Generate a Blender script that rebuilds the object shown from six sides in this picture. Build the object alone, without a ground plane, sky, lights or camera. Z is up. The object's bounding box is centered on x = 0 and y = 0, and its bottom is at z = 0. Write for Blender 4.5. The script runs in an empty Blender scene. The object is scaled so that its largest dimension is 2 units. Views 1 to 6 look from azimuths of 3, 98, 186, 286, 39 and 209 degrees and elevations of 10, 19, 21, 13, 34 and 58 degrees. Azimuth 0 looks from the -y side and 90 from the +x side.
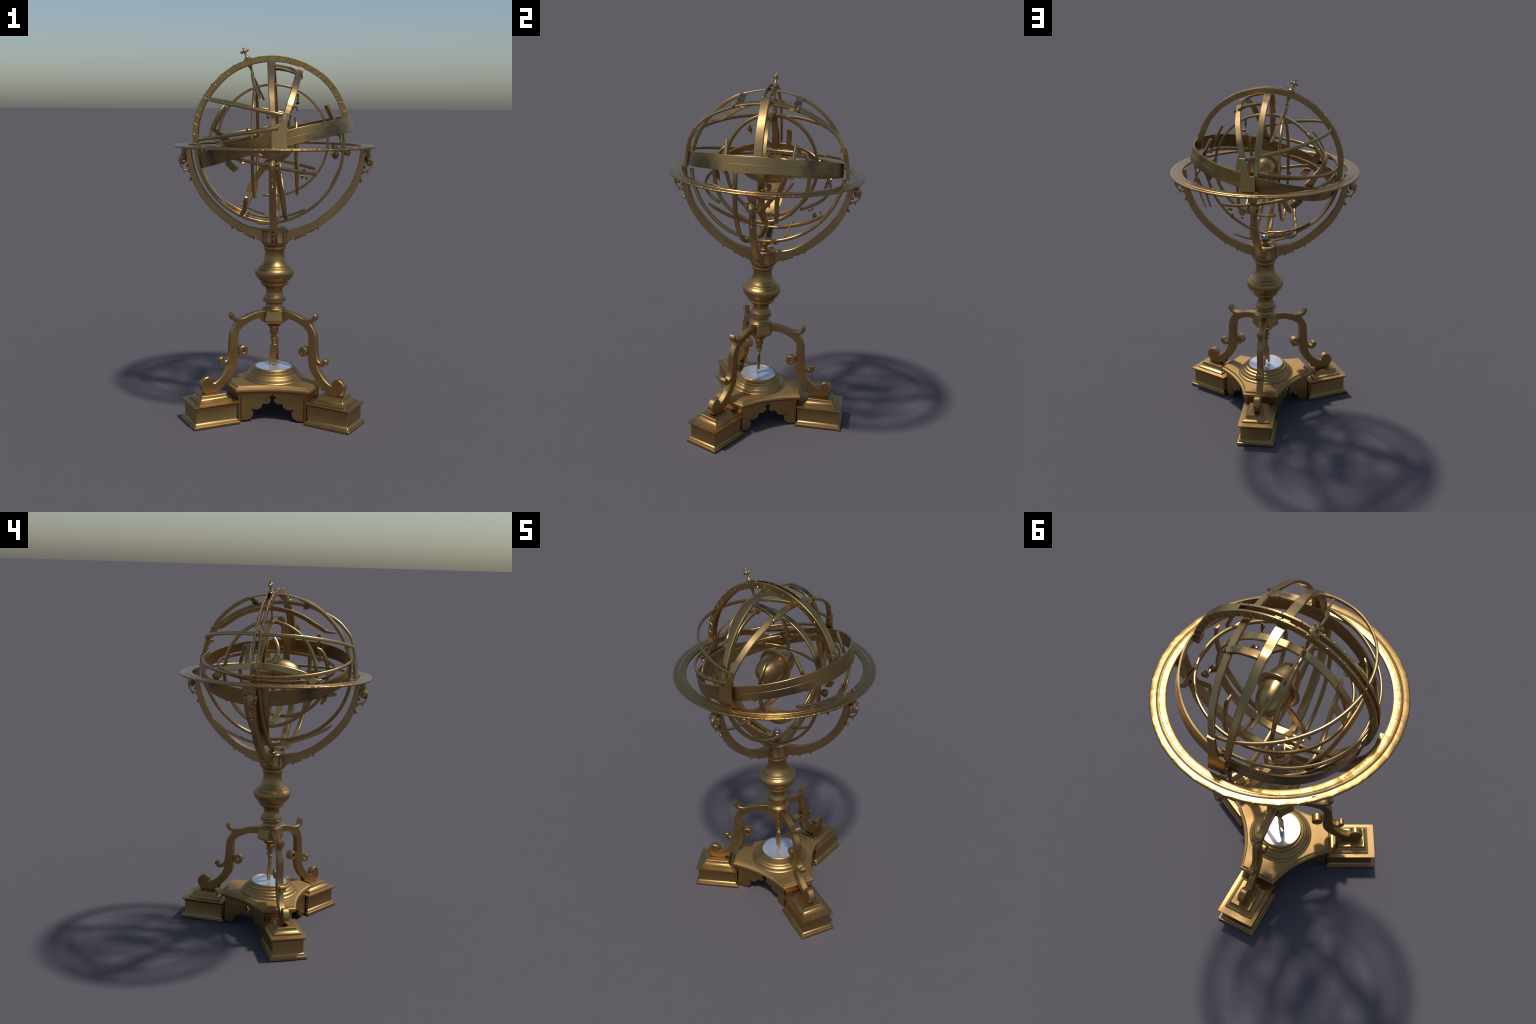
import bpy, bmesh, math, random
import numpy as np
from mathutils import Vector, noise

random.seed(7)
AXIS_X = 0.0045                      # stand axis

# ------------------------------------------------------------------ materials
def brass(name, base=(0.44, 0.280, 0.110), dark=(0.345, 0.212, 0.080), rough=0.24, scale=5.0,
          mottling=0.5, bump=0.03, tarnish=None, spread=0.05):
    m = bpy.data.materials.new(name); m.use_nodes = True
    nt = m.node_tree; nd = nt.nodes; lk = nt.links
    bs = nd["Principled BSDF"]
    tc = nd.new("ShaderNodeTexCoord")
    n1 = nd.new("ShaderNodeTexNoise"); n1.inputs["Scale"].default_value = scale
    n1.inputs["Detail"].default_value = 6; n1.inputs["Roughness"].default_value = 0.6
    lk.new(tc.outputs["Object"], n1.inputs["Vector"])
    rp = nd.new("ShaderNodeValToRGB")
    rp.color_ramp.elements[0].position = 0.36; rp.color_ramp.elements[0].color = (0, 0, 0, 1)
    rp.color_ramp.elements[1].position = 0.66; rp.color_ramp.elements[1].color = (1, 1, 1, 1)
    lk.new(n1.outputs["Fac"], rp.inputs["Fac"])
    mul = nd.new("ShaderNodeMath"); mul.operation = 'MULTIPLY'; mul.inputs[1].default_value = mottling
    lk.new(rp.outputs["Color"], mul.inputs[0])
    mx = nd.new("ShaderNodeMix"); mx.data_type = 'RGBA'
    mx.inputs["A"].default_value = (*base, 1); mx.inputs["B"].default_value = (*dark, 1)
    lk.new(mul.outputs[0], mx.inputs["Factor"])
    col = mx.outputs["Result"]
    # a second, reddish bloom
    n2 = nd.new("ShaderNodeTexNoise"); n2.inputs["Scale"].default_value = scale * 0.42
    n2.inputs["Detail"].default_value = 3
    lk.new(tc.outputs["Object"], n2.inputs["Vector"])
    rp2 = nd.new("ShaderNodeValToRGB")
    rp2.color_ramp.elements[0].position = 0.5; rp2.color_ramp.elements[0].color = (0, 0, 0, 1)
    rp2.color_ramp.elements[1].position = 0.75; rp2.color_ramp.elements[1].color = (0.45, 0.45, 0.45, 1)
    lk.new(n2.outputs["Fac"], rp2.inputs["Fac"])
    mx2 = nd.new("ShaderNodeMix"); mx2.data_type = 'RGBA'
    mx2.inputs["B"].default_value = (base[0] * 0.98, base[1] * 0.86, base[2] * 0.78, 1)
    lk.new(rp2.outputs["Color"], mx2.inputs["Factor"]); lk.new(col, mx2.inputs["A"])
    col = mx2.outputs["Result"]
    if tarnish:                                       # dark patches, mask computed in nodes
        mask = tarnish(nd, lk, tc)
        mx3 = nd.new("ShaderNodeMix"); mx3.data_type = 'RGBA'
        mx3.inputs["B"].default_value = (0.07, 0.06, 0.055, 1)
        lk.new(mask, mx3.inputs["Factor"]); lk.new(col, mx3.inputs["A"])
        col = mx3.outputs["Result"]
    lk.new(col, bs.inputs["Base Color"])
    bs.inputs["Metallic"].default_value = 1.0
    n3 = nd.new("ShaderNodeTexNoise"); n3.inputs["Scale"].default_value = scale * 1.7
    n3.inputs["Detail"].default_value = 4
    lk.new(tc.outputs["Object"], n3.inputs["Vector"])
    mr = nd.new("ShaderNodeMapRange")
    mr.inputs["To Min"].default_value = rough - spread; mr.inputs["To Max"].default_value = rough + spread
    mr.inputs["From Min"].default_value = 0.3; mr.inputs["From Max"].default_value = 0.7
    lk.new(n3.outputs["Fac"], mr.inputs["Value"]); lk.new(mr.outputs["Result"], bs.inputs["Roughness"])
    if bump:
        n4 = nd.new("ShaderNodeTexNoise"); n4.inputs["Scale"].default_value = 60
        n4.inputs["Detail"].default_value = 5
        lk.new(tc.outputs["Object"], n4.inputs["Vector"])
        bp = nd.new("ShaderNodeBump"); bp.inputs["Strength"].default_value = bump
        bp.inputs["Distance"].default_value = 0.004
        lk.new(n4.outputs["Fac"], bp.inputs["Height"]); lk.new(bp.outputs["Normal"], bs.inputs["Normal"])
    return m

def diagonal_dark_patches(nd, lk, tc):
    """dark patches on the zodiac band where it faces the diagonals between the axes"""
    sp = nd.new("ShaderNodeSeparateXYZ"); lk.new(tc.outputs["Object"], sp.inputs[0])
    def math_(op, a, b=None):
        k = nd.new("ShaderNodeMath"); k.operation = op
        for i, v in enumerate((a, b)):
            if v is None: continue
            if isinstance(v, (int, float)): k.inputs[i].default_value = v
            else: lk.new(v, k.inputs[i])
        return k.outputs[0]
    xy = math_('ABSOLUTE', math_('MULTIPLY', sp.outputs[0], sp.outputs[1]))
    nz = nd.new("ShaderNodeTexNoise"); nz.inputs["Scale"].default_value = 7; nz.inputs["Detail"].default_value = 5
    lk.new(tc.outputs["Object"], nz.inputs["Vector"])
    s = math_('ADD', math_('MULTIPLY', xy, 11.6), math_('MULTIPLY', nz.outputs["Fac"], 0.75))
    r = nd.new("ShaderNodeMapRange"); r.interpolation_type = 'SMOOTHSTEP'
    r.inputs["From Min"].default_value = 1.16; r.inputs["From Max"].default_value = 1.48
    r.inputs["To Max"].default_value = 0.86
    lk.new(s, r.inputs["Value"])
    return r.outputs["Result"]

def blotch_tarnish(lo, hi, scale, amount):
    def f(nd, lk, tc):
        nz = nd.new("ShaderNodeTexNoise"); nz.inputs["Scale"].default_value = scale; nz.inputs["Detail"].default_value = 4
        lk.new(tc.outputs["Object"], nz.inputs["Vector"])
        r = nd.new("ShaderNodeMapRange"); r.interpolation_type = 'SMOOTHSTEP'
        r.inputs["From Min"].default_value = lo; r.inputs["From Max"].default_value = hi
        r.inputs["To Max"].default_value = amount
        lk.new(nz.outputs["Fac"], r.inputs["Value"])
        return r.outputs["Result"]
    return f

BRASS_STAND = brass("brass_stand", rough=0.42)
BRASS_PLATFORM = brass("brass_platform", rough=0.62)
BRASS_ARM = brass("brass_cradle", base=(0.47, 0.320, 0.150), dark=(0.39, 0.260, 0.115), rough=0.44, bump=0.10)
BRASS_RING = brass("brass_ring", base=(0.47, 0.318, 0.135), dark=(0.35, 0.230, 0.095), rough=0.33, scale=8,
                   tarnish=blotch_tarnish(0.60, 0.80, 5, 0.35))
BRASS_HORIZON = brass("brass_horizon", base=(0.43, 0.265, 0.098), dark=(0.34, 0.205, 0.074), rough=0.31, scale=7, bump=0.0, spread=0.02)
BRASS_ZODIAC = brass("brass_zodiac", base=(0.39, 0.262, 0.108), dark=(0.31, 0.203, 0.082), rough=0.36, scale=8,
                     tarnish=diagonal_dark_patches)
BRASS_GLOBE = brass("brass_globe", base=(0.52, 0.345, 0.150), dark=(0.40, 0.260, 0.110), rough=0.33, scale=7, bump=0.04)
BRASS_FRAGMENT = brass("brass_fragment", base=(0.32, 0.22, 0.10), dark=(0.22, 0.15, 0.07), rough=0.34)
def silver():
    m = bpy.data.materials.new("silvered_glass"); m.use_nodes = True
    nt = m.node_tree; nd = nt.nodes; lk = nt.links; bs = nd["Principled BSDF"]
    tc = nd.new("ShaderNodeTexCoord")
    n = nd.new("ShaderNodeTexNoise"); n.inputs["Scale"].default_value = 16; n.inputs["Detail"].default_value = 5
    lk.new(tc.outputs["Object"], n.inputs["Vector"])
    rp = nd.new("ShaderNodeValToRGB")
    rp.color_ramp.elements[0].position = 0.35; rp.color_ramp.elements[0].color = (0.86, 0.87, 0.88, 1)
    rp.color_ramp.elements[1].position = 0.7; rp.color_ramp.elements[1].color = (0.66, 0.69, 0.76, 1)
    lk.new(n.outputs["Fac"], rp.inputs["Fac"]); lk.new(rp.outputs["Color"], bs.inputs["Base Color"])
    bs.inputs["Metallic"].default_value = 0.75; bs.inputs["Roughness"].default_value = 0.27
    return m
SILVER = silver()
STEEL = brass("steel_knob", base=(0.55, 0.53, 0.50), dark=(0.36, 0.34, 0.31), rough=0.2, bump=0)

# ------------------------------------------------------------------ mesh helpers
ROOT = bpy.data.objects.new("armillary_sphere", None)
bpy.context.scene.collection.objects.link(ROOT)
ROOT["label"] = "aged brass armillary sphere on a three-legged scroll stand"
ROOT["category"] = "astronomical instrument"

def make(name, verts, faces, mat, parent=ROOT, smooth=35):
    me = bpy.data.meshes.new(name)
    me.from_pydata([tuple(map(float, v)) for v in verts], [], faces)
    bm = bmesh.new(); bm.from_mesh(me)
    bmesh.ops.recalc_face_normals(bm, faces=bm.faces); bm.to_mesh(me); bm.free()
    me.materials.append(mat)
    ob = bpy.data.objects.new(name, me)
    bpy.context.scene.collection.objects.link(ob)
    ob.parent = parent
    if smooth:
        me.polygons.foreach_set("use_smooth", [True] * len(me.polygons))
        me.set_sharp_from_angle(angle=math.radians(smooth))
    return ob

def copy_of(ob, parent=ROOT):
    o = ob.copy(); o.parent = parent
    bpy.context.scene.collection.objects.link(o); return o

def smoothpath(pts, n, closed=False):
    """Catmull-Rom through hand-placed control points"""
    P = np.array(pts, float); m = len(P); segs = m if closed else m - 1
    out = []
    for i in range(n):
        s = i / (n if closed else n - 1) * segs
        k = min(int(s), segs - 1); t = s - k
        g = lambda j: P[j % m] if closed else (P[j] if 0 <= j < m else (2 * P[0] - P[1] if j < 0 else 2 * P[-1] - P[-2]))
        a, b, c, d = g(k - 1), g(k), g(k + 1), g(k + 2)
        out.append(0.5 * ((2 * b) + (c - a) * t + (2 * a - 5 * b + 4 * c - d) * t * t + (3 * b - a - 3 * c + d) * t ** 3))
    return np.array(out)

def chamfered(w, t, c):
    w, t = w / 2, t / 2; c = min(c, w * .9, t * .9)
    return [(w, t - c), (w - c, t), (-w + c, t), (-w, t - c), (-w, -t + c), (-w + c, -t), (w - c, -t), (w, -t + c)]
def rounded(w, t, k=14, e=2.6):
    return [(w / 2 * math.copysign(abs(math.cos(a)) ** (2 / e), math.cos(a)),
             t / 2 * math.copysign(abs(math.sin(a)) ** (2 / e), math.sin(a))) for a in [2 * math.pi * i / k for i in range(k)]]

def sweep(pts, wdir, w, t, closed=False, shape='band', wobble=0.0006, seed=0.0, chamfer=None):
    """bar of width w (along wdir) and thickness t swept along pts; returns verts, faces"""
    P = np.array(pts, float); n = len(P)
    W = np.broadcast_to(np.array(wdir, float), P.shape).copy()
    T = (np.roll(P, -1, 0) - np.roll(P, 1, 0)) if closed else np.gradient(P, axis=0)
    T /= np.linalg.norm(T, axis=1)[:, None] + 1e-12
    W -= (W * T).sum(1)[:, None] * T; W /= np.linalg.norm(W, axis=1)[:, None] + 1e-12
    B = np.cross(T, W)
    w = np.broadcast_to(np.array(w, float), (n,)); t = np.broadcast_to(np.array(t, float), (n,))
    V = []; F = []
    for i in range(n):
        sec = chamfered(w[i], t[i], chamfer or 0.22 * min(w[i], t[i])) if shape == 'band' else rounded(w[i], t[i])
        dv = noise.noise_vector(Vector(P[i]) * 9 + Vector((seed, 0, 0))) * wobble
        for a, b in sec:
            V.append(P[i] + W[i] * a + B[i] * b + np.array(dv))
    k = len(sec)
    for i in range(n if closed else n - 1):
        j = (i + 1) % n
        for s in range(k):
            F.append((i * k + s, i * k + (s + 1) % k, j * k + (s + 1) % k, j * k + s))
    if not closed:
        F.append(tuple(range(k))[::-1]); F.append(tuple((n - 1) * k + s for s in range(k)))
    return V, F

def merge(parts):
    V, F = [], []
    for v, f in parts:
        o = len(V); V += list(v); F += [tuple(i + o for i in q) for q in f]
    return V, F

def circle_basis(n):
    n = np.array(n, float); n /= np.linalg.norm(n)
    ref = np.array([0, 0, 1.]) if abs(n[2]) < .8 else np.array([1., 0, 0])
    e1 = ref - (ref @ n) * n; e1 /= np.linalg.norm(e1)
    return n, e1, np.cross(n, e1)
def arc_points(c, n, R, a0, a1, k=72):
    n, e1, e2 = circle_basis(n)
    a = np.radians(np.linspace(a0, a1, k))
    return np.array(c) + R * (np.cos(a)[:, None] * e1 + np.sin(a)[:, None] * e2)
def arc_bar(name, c, n, R, a0, a1, w, t, mat=None, shape='round', k=72, wobble=0.0015, parent=ROOT):
    v, f = sweep(arc_points(c, n, R, a0, a1, k), n, w, t, shape=shape, wobble=wobble, seed=R * 7)
    return make(name, v, f, mat or BRASS_RING, parent)

SC = np.array([-0.01, 0, 1.50])        # centre of the spheres
def free_bar(name, ctrl, w, t, mat=None, shape='round', k=40, wdir=None, parent=ROOT, wobble=0.001, taper=0.0):
    """strip through control points, lying flat on the sphere unless wdir is given"""
    P = smoothpath(ctrl, k)
    if wdir is None:
        T = np.gradient(P, axis=0); W = np.cross(T, P - SC)
    else: W = wdir
    u = np.linspace(0, 1, k); q = 1 - taper * np.clip(1 - np.minimum(u, 1 - u) / 0.08, 0, 1)
    v, f = sweep(P, W, w * q, t * q, shape=shape, wobble=wobble, seed=len(name))
    return make(name, v, f, mat or BRASS_RING, parent)

def lathe(name, prof, mat, cx=AXIS_X, cy=0.0, seg=64, parent=ROOT, smooth=32):
    V = []; F = []; m = len(prof)
    for i in range(seg):
        a = 2 * math.pi * i / seg
        for r, z in prof: V.append((cx + r * math.cos(a), cy + r * math.sin(a), z))
    for i in range(seg):
        j = (i + 1) % seg
        for s in range(m - 1): F.append((i * m + s, j * m + s, j * m + s + 1, i * m + s + 1))
    F.append(tuple(i * m for i in range(seg))[::-1]); F.append(tuple(i * m + m - 1 for i in range(seg)))
    return make(name, V, F, mat, parent, smooth)

def blob(c, r, seg=10, squash=(1, 1, 1), jitter=0.0, seed=0):
    V = []; F = []; rings = max(4, seg // 2)
    rnd = random.Random(seed)
    for i in range(rings + 1):
        th = math.pi * i / rings
        for j in range(seg):
            ph = 2 * math.pi * j / seg
            k = r * (1 + rnd.uniform(-jitter, jitter))
            V.append((c[0] + k * squash[0] * math.sin(th) * math.cos(ph), c[1] + k * squash[1] * math.sin(th) * math.sin(ph), c[2] + k * squash[2] * math.cos(th)))
    for i in range(rings):
        for j in range(seg):
            F.append((i * seg + j, i * seg + (j + 1) % seg, (i + 1) * seg + (j + 1) % seg, (i + 1) * seg + j))
    return V, F

def extrude_outline(outline, depth, chamfer=0.003):
    """plate from a closed 2-D outline in (r, z); depth along +-y; softened rims"""
    P = np.array(outline, float); n = len(P)
    area = 0.5 * np.sum(P[:, 0] * np.roll(P[:, 1], -1) - np.roll(P[:, 0], -1) * P[:, 1])
    if area < 0: P = P[::-1]
    tang = np.roll(P, -1, 0) - np.roll(P, 1, 0); tang /= np.linalg.norm(tang, axis=1)[:, None]
    inn = np.stack([-tang[:, 1], tang[:, 0]], 1) * chamfer
    V = []
    for y, q in ((-depth / 2, P + inn), (-depth / 2 + chamfer, P), (depth / 2 - chamfer, P), (depth / 2, P + inn)):
        V += [(a, y, b) for a, b in q]
    F = []
    for l in range(3):
        for i in range(n):
            j = (i + 1) % n; F.append((l * n + i, l * n + j, l * n + n + j, l * n + n + i))
    F.append(tuple(range(n))[::-1]); F.append(tuple(3 * n + i for i in range(n)))
    return V, F

def turned(V, ang, cx=AXIS_X):
    a = math.radians(ang); c, s = math.cos(a), math.sin(a)
    return [(cx + v[0] * c - v[1] * s, v[0] * s + v[1] * c, v[2]) for v in V]

LEGS = (90.0, 207.9, -27.7)            # directions of the three feet

# ------------------------------------------------------------------ pedestals (feet)
def pedestal(ang):
    rc = 0.381                                            # centre distance
    # (half radial, half tangential, z)
    prof = [(0.1330, 0.1040, 0.0), (0.1335, 0.1045, 0.011), (0.1315, 0.1025, 0.0145), (0.1255, 0.0965, 0.016), (0.124, 0.095, 0.021),
            (0.121, 0.092, 0.0245), (0.119, 0.090, 0.0275), (0.1165, 0.0875, 0.0295), (0.1155, 0.0865, 0.033), (0.1155, 0.0865, 0.1015),
            (0.118, 0.089, 0.106), (0.123, 0.094, 0.111), (0.1285, 0.0995, 0.1155), (0.1295, 0.1005, 0.1195), (0.1285, 0.0995, 0.1235),
            (0.094, 0.079, 0.1275), (0.0945, 0.0785, 0.1315), (0.093, 0.077, 0.1355), (0.0895, 0.0735, 0.137), (0.085, 0.069, 0.1385), (0.079, 0.063, 0.1425),
            (0.0745, 0.058, 0.1485), (0.072, 0.0555, 0.1555), (0.0715, 0.055, 0.161), (0.069, 0.0525, 0.1635)]
    V = []; F = []
    corner = 2
    for hx, hy, z in prof:
        b = 0.0022
        pts = [(hx, hy - b), (hx - b, hy), (-hx + b, hy), (-hx, hy - b), (-hx, -hy + b), (-hx + b, -hy), (hx - b, -hy), (hx, -hy + b)]
        V += [(rc + x, y, z) for x, y in pts]
    k = 8
    for i in range(len(prof) - 1):
        for s in range(k): F.append((i * k + s, i * k + (s + 1) % k, (i + 1) * k + (s + 1) % k, (i + 1) * k + s))
    F.append(tuple(range(k))[::-1]); F.append(tuple((len(prof) - 1) * k + s for s in range(k)))
    # corner pilaster towards the platform
    for sy in (-1, 1):
        bx, by = 0.0135, 0.006
        o = len(V); x0 = rc - 0.1155 - 0.010; y0 = sy * (0.0865 - 0.012)
        for z in (0.030, 0.11):
            V += [(x0, y0 - by, z), (x0 + bx, y0 - by, z), (x0 + bx, y0 + by, z), (x0, y0 + by, z)]
        F += [(o, o + 1, o + 2, o + 3), (o + 4, o + 5, o + 6, o + 7)] + [(o + i, o + (i + 1) % 4, o + 4 + (i + 1) % 4, o + 4 + i) for i in range(4)]
    return make("pedestal_foot", turned(V, ang), F, BRASS_STAND, smooth=28)
for a in LEGS: pedestal(a)

# ------------------------------------------------------------------ three-armed platform with concave sides
def platform_outline(end_r, half_w, sag, k=20):
    """points around the platform: straight ends, circular concave sides"""
    pts = []
    order = sorted(LEGS, key=lambda a: a % 360)
    for i, a in enumerate(order):
        b = order[(i + 1) % 3]
        ra, rb = math.radians(a), math.radians(b)
        def corner(r, sgn): return np.array([end_r * math.cos(r) - sgn * half_w * math.sin(r), end_r * math.sin(r) + sgn * half_w * math.cos(r)])
        p0 = corner(ra, -1); p1 = corner(ra, 1); q0 = corner(rb, -1)
        pts += [p0]
        mid = (p1 + q0) / 2; inward = -mid / np.linalg.norm(mid)
        for s in np.linspace(0, 1, k):
            pts.append(p1 * (1 - s) + q0 * s + inward * sag * (1 - (2 * s - 1) ** 2))
    return np.array(pts)
def stacked(name, rings, mat, smooth=30):
    V = []; F = []; k = len(rings[0][0])
    for o, z in rings: V += [(AXIS_X + p[0], p[1], z) for p in o]
    for i in range(len(rings) - 1):
        for s in range(k): F.append((i * k + s, i * k + (s + 1) % k, (i + 1) * k + (s + 1) % k, (i + 1) * k + s))
    F.append(tuple(range(k))[::-1]); F.append(tuple((len(rings) - 1) * k + s for s in range(k)))
    return make(name, V, F, mat, smooth=smooth)
PO = lambda off: platform_outline(0.272 - off, 0.099 - off * 0.75, 0.030)
stacked("platform", [(PO(0.026), 0.150), (PO(0.024), 0.158), (PO(0.018), 0.163), (PO(0.012), 0.1675), (PO(0.005), 0.172), (PO(0.001), 0.177), (PO(0.0), 0.184),
                     (PO(0.002), 0.190), (PO(0.007), 0.1935), (PO(0.011), 0.1950), (PO(0.014), 0.2015), (PO(0.0165), 0.2045), (PO(0.06), 0.2055)], BRASS_PLATFORM)
# wall blocks behind the pedestals that carry the platform
def end_block(ang):
    hx, hy = 0.02, 0.075
    V = []; F = []
    for z in (0.004, 0.152):
        V += [(0.228 - hx, -hy, z), (0.228 + hx, -hy, z), (0.228 + hx, hy, z), (0.228 - hx, hy, z)]
    F = [(3, 2, 1, 0), (4, 5, 6, 7)] + [(i, (i + 1) % 4, 4 + (i + 1) % 4, 4 + i) for i in range(4)]
    return make("platform_pier", turned(V, ang), F, BRASS_STAND)
for a in LEGS: end_block(a)

# scalloped aprons, bent along the concave sides
def apron(mid_ang, wall, span=0.168):
    def lobe(c, r, a0, a1, k=9): return [(c[0] + r[0] * math.cos(math.radians(a)), c[1] + r[1] * math.sin(math.radians(a))) for a in np.linspace(a0, a1, k)]
    parts = []
    for sgn in (-1, 1):
        half = [(-span, 0.157), (-span, 0.022), (-0.160, 0.011)]
        half += lobe((-0.145, 0.043), (0.041, 0.036), -100, 52, 12)
        half += lobe((-0.089, 0.091), (0.033, 0.026), -122, 12, 10)
        half += lobe((-0.035, 0.121), (0.028, 0.025), -112, 2, 9)
        half += [(-0.013, 0.127), (-0.022, 0.133), (-0.012, 0.138), (-0.005, 0.147), (-0.006, 0.157)]
        P = smoothpath(half, 90) if False else np.array(half)
        # dense strips so that the plate can bend: subdivide along s
        parts.append(P * np.array([-sgn, 1.0]))
    V = []; F = []
    for P in parts:
        n = len(P); bm = bmesh.new()
        vs = [bm.verts.new((p[0], 0, p[1])) for p in P]
        f = bm.faces.new(vs)
        bm.normal_update(); bmesh.ops.triangulate(bm, faces=[f])
        bmesh.ops.subdivide_edges(bm, edges=bm.edges[:], cuts=2, use_grid_fill=True)
        bm.verts.ensure_lookup_table(); bm.verts.index_update()
        src = [v.co.copy() for v in bm.verts]; fc = [[v.index for v in q.verts] for q in bm.faces]
        bd = [e for e in bm.edges if e.is_boundary]; bde = [(e.verts[0].index, e.verts[1].index) for e in bd]
        bm.free()
        o = len(V); m = len(src)
        for y in (0.0, 0.012):
            for co in src:
                s = co.x / span
                depth = wall + 0.026 * s * s               # distance of the curved wall from the axis
                V.append((depth - y, co.x, co.z))
        F += [tuple(o + i for i in q) for q in fc] + [tuple(o + m + i for i in q[::-1]) for q in fc]
        F += [(o + a, o + b, o + m + b, o + m + a) for a, b in bde]
    return make("scalloped_apron", turned(V, mid_ang), F, BRASS_STAND, smooth=30)
for a, wall in ((270.1, 0.1545), (31.15, 0.1705), (148.95, 0.1705)): apron(a, wall)

# ------------------------------------------------------------------ scroll legs
LEG_OUTLINE = [(0.050, 0.592), (0.066, 0.592), (0.111, 0.588), (0.153, 0.577), (0.190, 0.563), (0.219, 0.562), (0.236, 0.566), (0.244, 0.576), (0.249, 0.588), (0.257, 0.597),
    (0.265, 0.590), (0.268, 0.580), (0.264, 0.566), (0.252, 0.552), (0.233, 0.543), (0.244, 0.527), (0.258, 0.501), (0.266, 0.475), (0.269, 0.436), (0.272, 0.389),
    (0.277, 0.358), (0.284, 0.343), (0.297, 0.334), (0.305, 0.338), (0.308, 0.348), (0.316, 0.355), (0.328, 0.353), (0.336, 0.342), (0.332, 0.326), (0.320, 0.313),
    (0.302, 0.310), (0.286, 0.318), (0.278, 0.318), (0.280, 0.308), (0.293, 0.281), (0.318, 0.249), (0.347, 0.225), (0.370, 0.217), (0.371, 0.236), (0.383, 0.249),
    (0.402, 0.256), (0.424, 0.247), (0.440, 0.225), (0.442, 0.202), (0.430, 0.177), (0.410, 0.163), (0.345, 0.163), (0.338, 0.172), (0.328, 0.179), (0.314, 0.181),
    (0.304, 0.181), (0.302, 0.195), (0.297, 0.206), (0.277, 0.224), (0.256, 0.249), (0.237, 0.278), (0.225, 0.312), (0.222, 0.352), (0.222, 0.391), (0.222, 0.447),
    (0.219, 0.478), (0.211, 0.496), (0.190, 0.516), (0.161, 0.532), (0.127, 0.545), (0.089, 0.550), (0.050, 0.550)]
def leg(ang):
    body = smoothpath(LEG_OUTLINE, 200, closed=True)
    V, F = extrude_outline(body, 0.036, 0.004)
    # eye scroll on the inside: a thick washer
    eye_v = []; eye_f = []; k = 28
    c = (0.192, 0.378); prof = [(0.010, -0.019), (0.013, -0.021), (0.025, -0.021), (0.0285, -0.018), (0.0285, 0.018), (0.025, 0.021), (0.013, 0.021), (0.010, 0.019)]
    for i in range(k):
        a = 2 * math.pi * i / k
        for r, y in prof: eye_v.append((c[0] + r * math.cos(a), y, c[1] + r * math.sin(a)))
    m = len(prof)
    for i in range(k):
        for s in range(m): eye_f.append((i * m + s, ((i + 1) % k) * m + s, ((i + 1) % k) * m + (s + 1) % m, i * m + (s + 1) % m))
    V, F = merge([(V, F), (eye_v, eye_f)])
    return make("scroll_leg", turned(V, ang), F, BRASS_STAND, smooth=30)
for a in LEGS: leg(a)

# ------------------------------------------------------------------ mirror plinth
lathe("mirror_plinth", [(0.160, 0.203), (0.1655, 0.2045), (0.1670, 0.2075), (0.1650, 0.211), (0.1600, 0.2135), (0.156, 0.2150), (0.1545, 0.219), (0.1530, 0.224), (0.149, 0.2285),
    (0.1435, 0.2305), (0.1415, 0.2325), (0.1405, 0.238), (0.137, 0.2415), (0.131, 0.2435), (0.1275, 0.245), (0.1270, 0.2505), (0.1240, 0.2555), (0.118, 0.2575),
    (0.113, 0.2585), (0.1125, 0.2635), (0.1105, 0.2685), (0.107, 0.2708), (0.1035, 0.2705), (0.1015, 0.2685), (0.1005, 0.2640)], BRASS_STAND, smooth=38, seg=96)
lathe("mirror_disc", [(0.1022, 0.2655), (0.1022, 0.2672), (0.05, 0.2674), (0.001, 0.2675)], SILVER, seg=96)

# ------------------------------------------------------------------ plumb bob
lathe("plumb_pendant", [(0.030, 0.520), (0.030, 0.5125), (0.028, 0.5105), (0.036, 0.508), (0.0395, 0.505), (0.0385, 0.5015), (0.034, 0.498), (0.027, 0.493), (0.0225, 0.485), (0.0218, 0.472),
    (0.0225, 0.468), (0.0262, 0.465), (0.0258, 0.461), (0.021, 0.458), (0.0165, 0.454), (0.0165, 0.437), (0.0205, 0.434), (0.0215, 0.430), (0.0190, 0.4265), (0.0125, 0.424),
    (0.0115, 0.417), (0.0135, 0.4135), (0.0135, 0.409), (0.0118, 0.406), (0.0110, 0.398), (0.006, 0.385)], BRASS_STAND, seg=36)
def needle_plate():
    out = [(-0.0185, 0.375), (-0.0175, 0.386), (-0.012, 0.392), (-0.004, 0.390), (0.004, 0.388), (0.010, 0.392), (0.0165, 0.389), (0.0185, 0.378),
           (0.0195, 0.330), (0.0190, 0.270), (0.0085, 0.270), (0.0065, 0.283), (0.001, 0.2915), (-0.005, 0.2855), (-0.0085, 0.272), (-0.0175, 0.274), (-0.0195, 0.300), (-0.0195, 0.340)]
    V, F = extrude_outline([(a, b) for a, b in out], 0.007, 0.0015)
    return [(x - 0.0075 * (0.40 - z) / 0.13, y, z) for x, y, z in V], F
v, f = needle_plate(); make("plumb_needle", turned(v, -12, AXIS_X - 0.001), f, BRASS_STAND)

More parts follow.
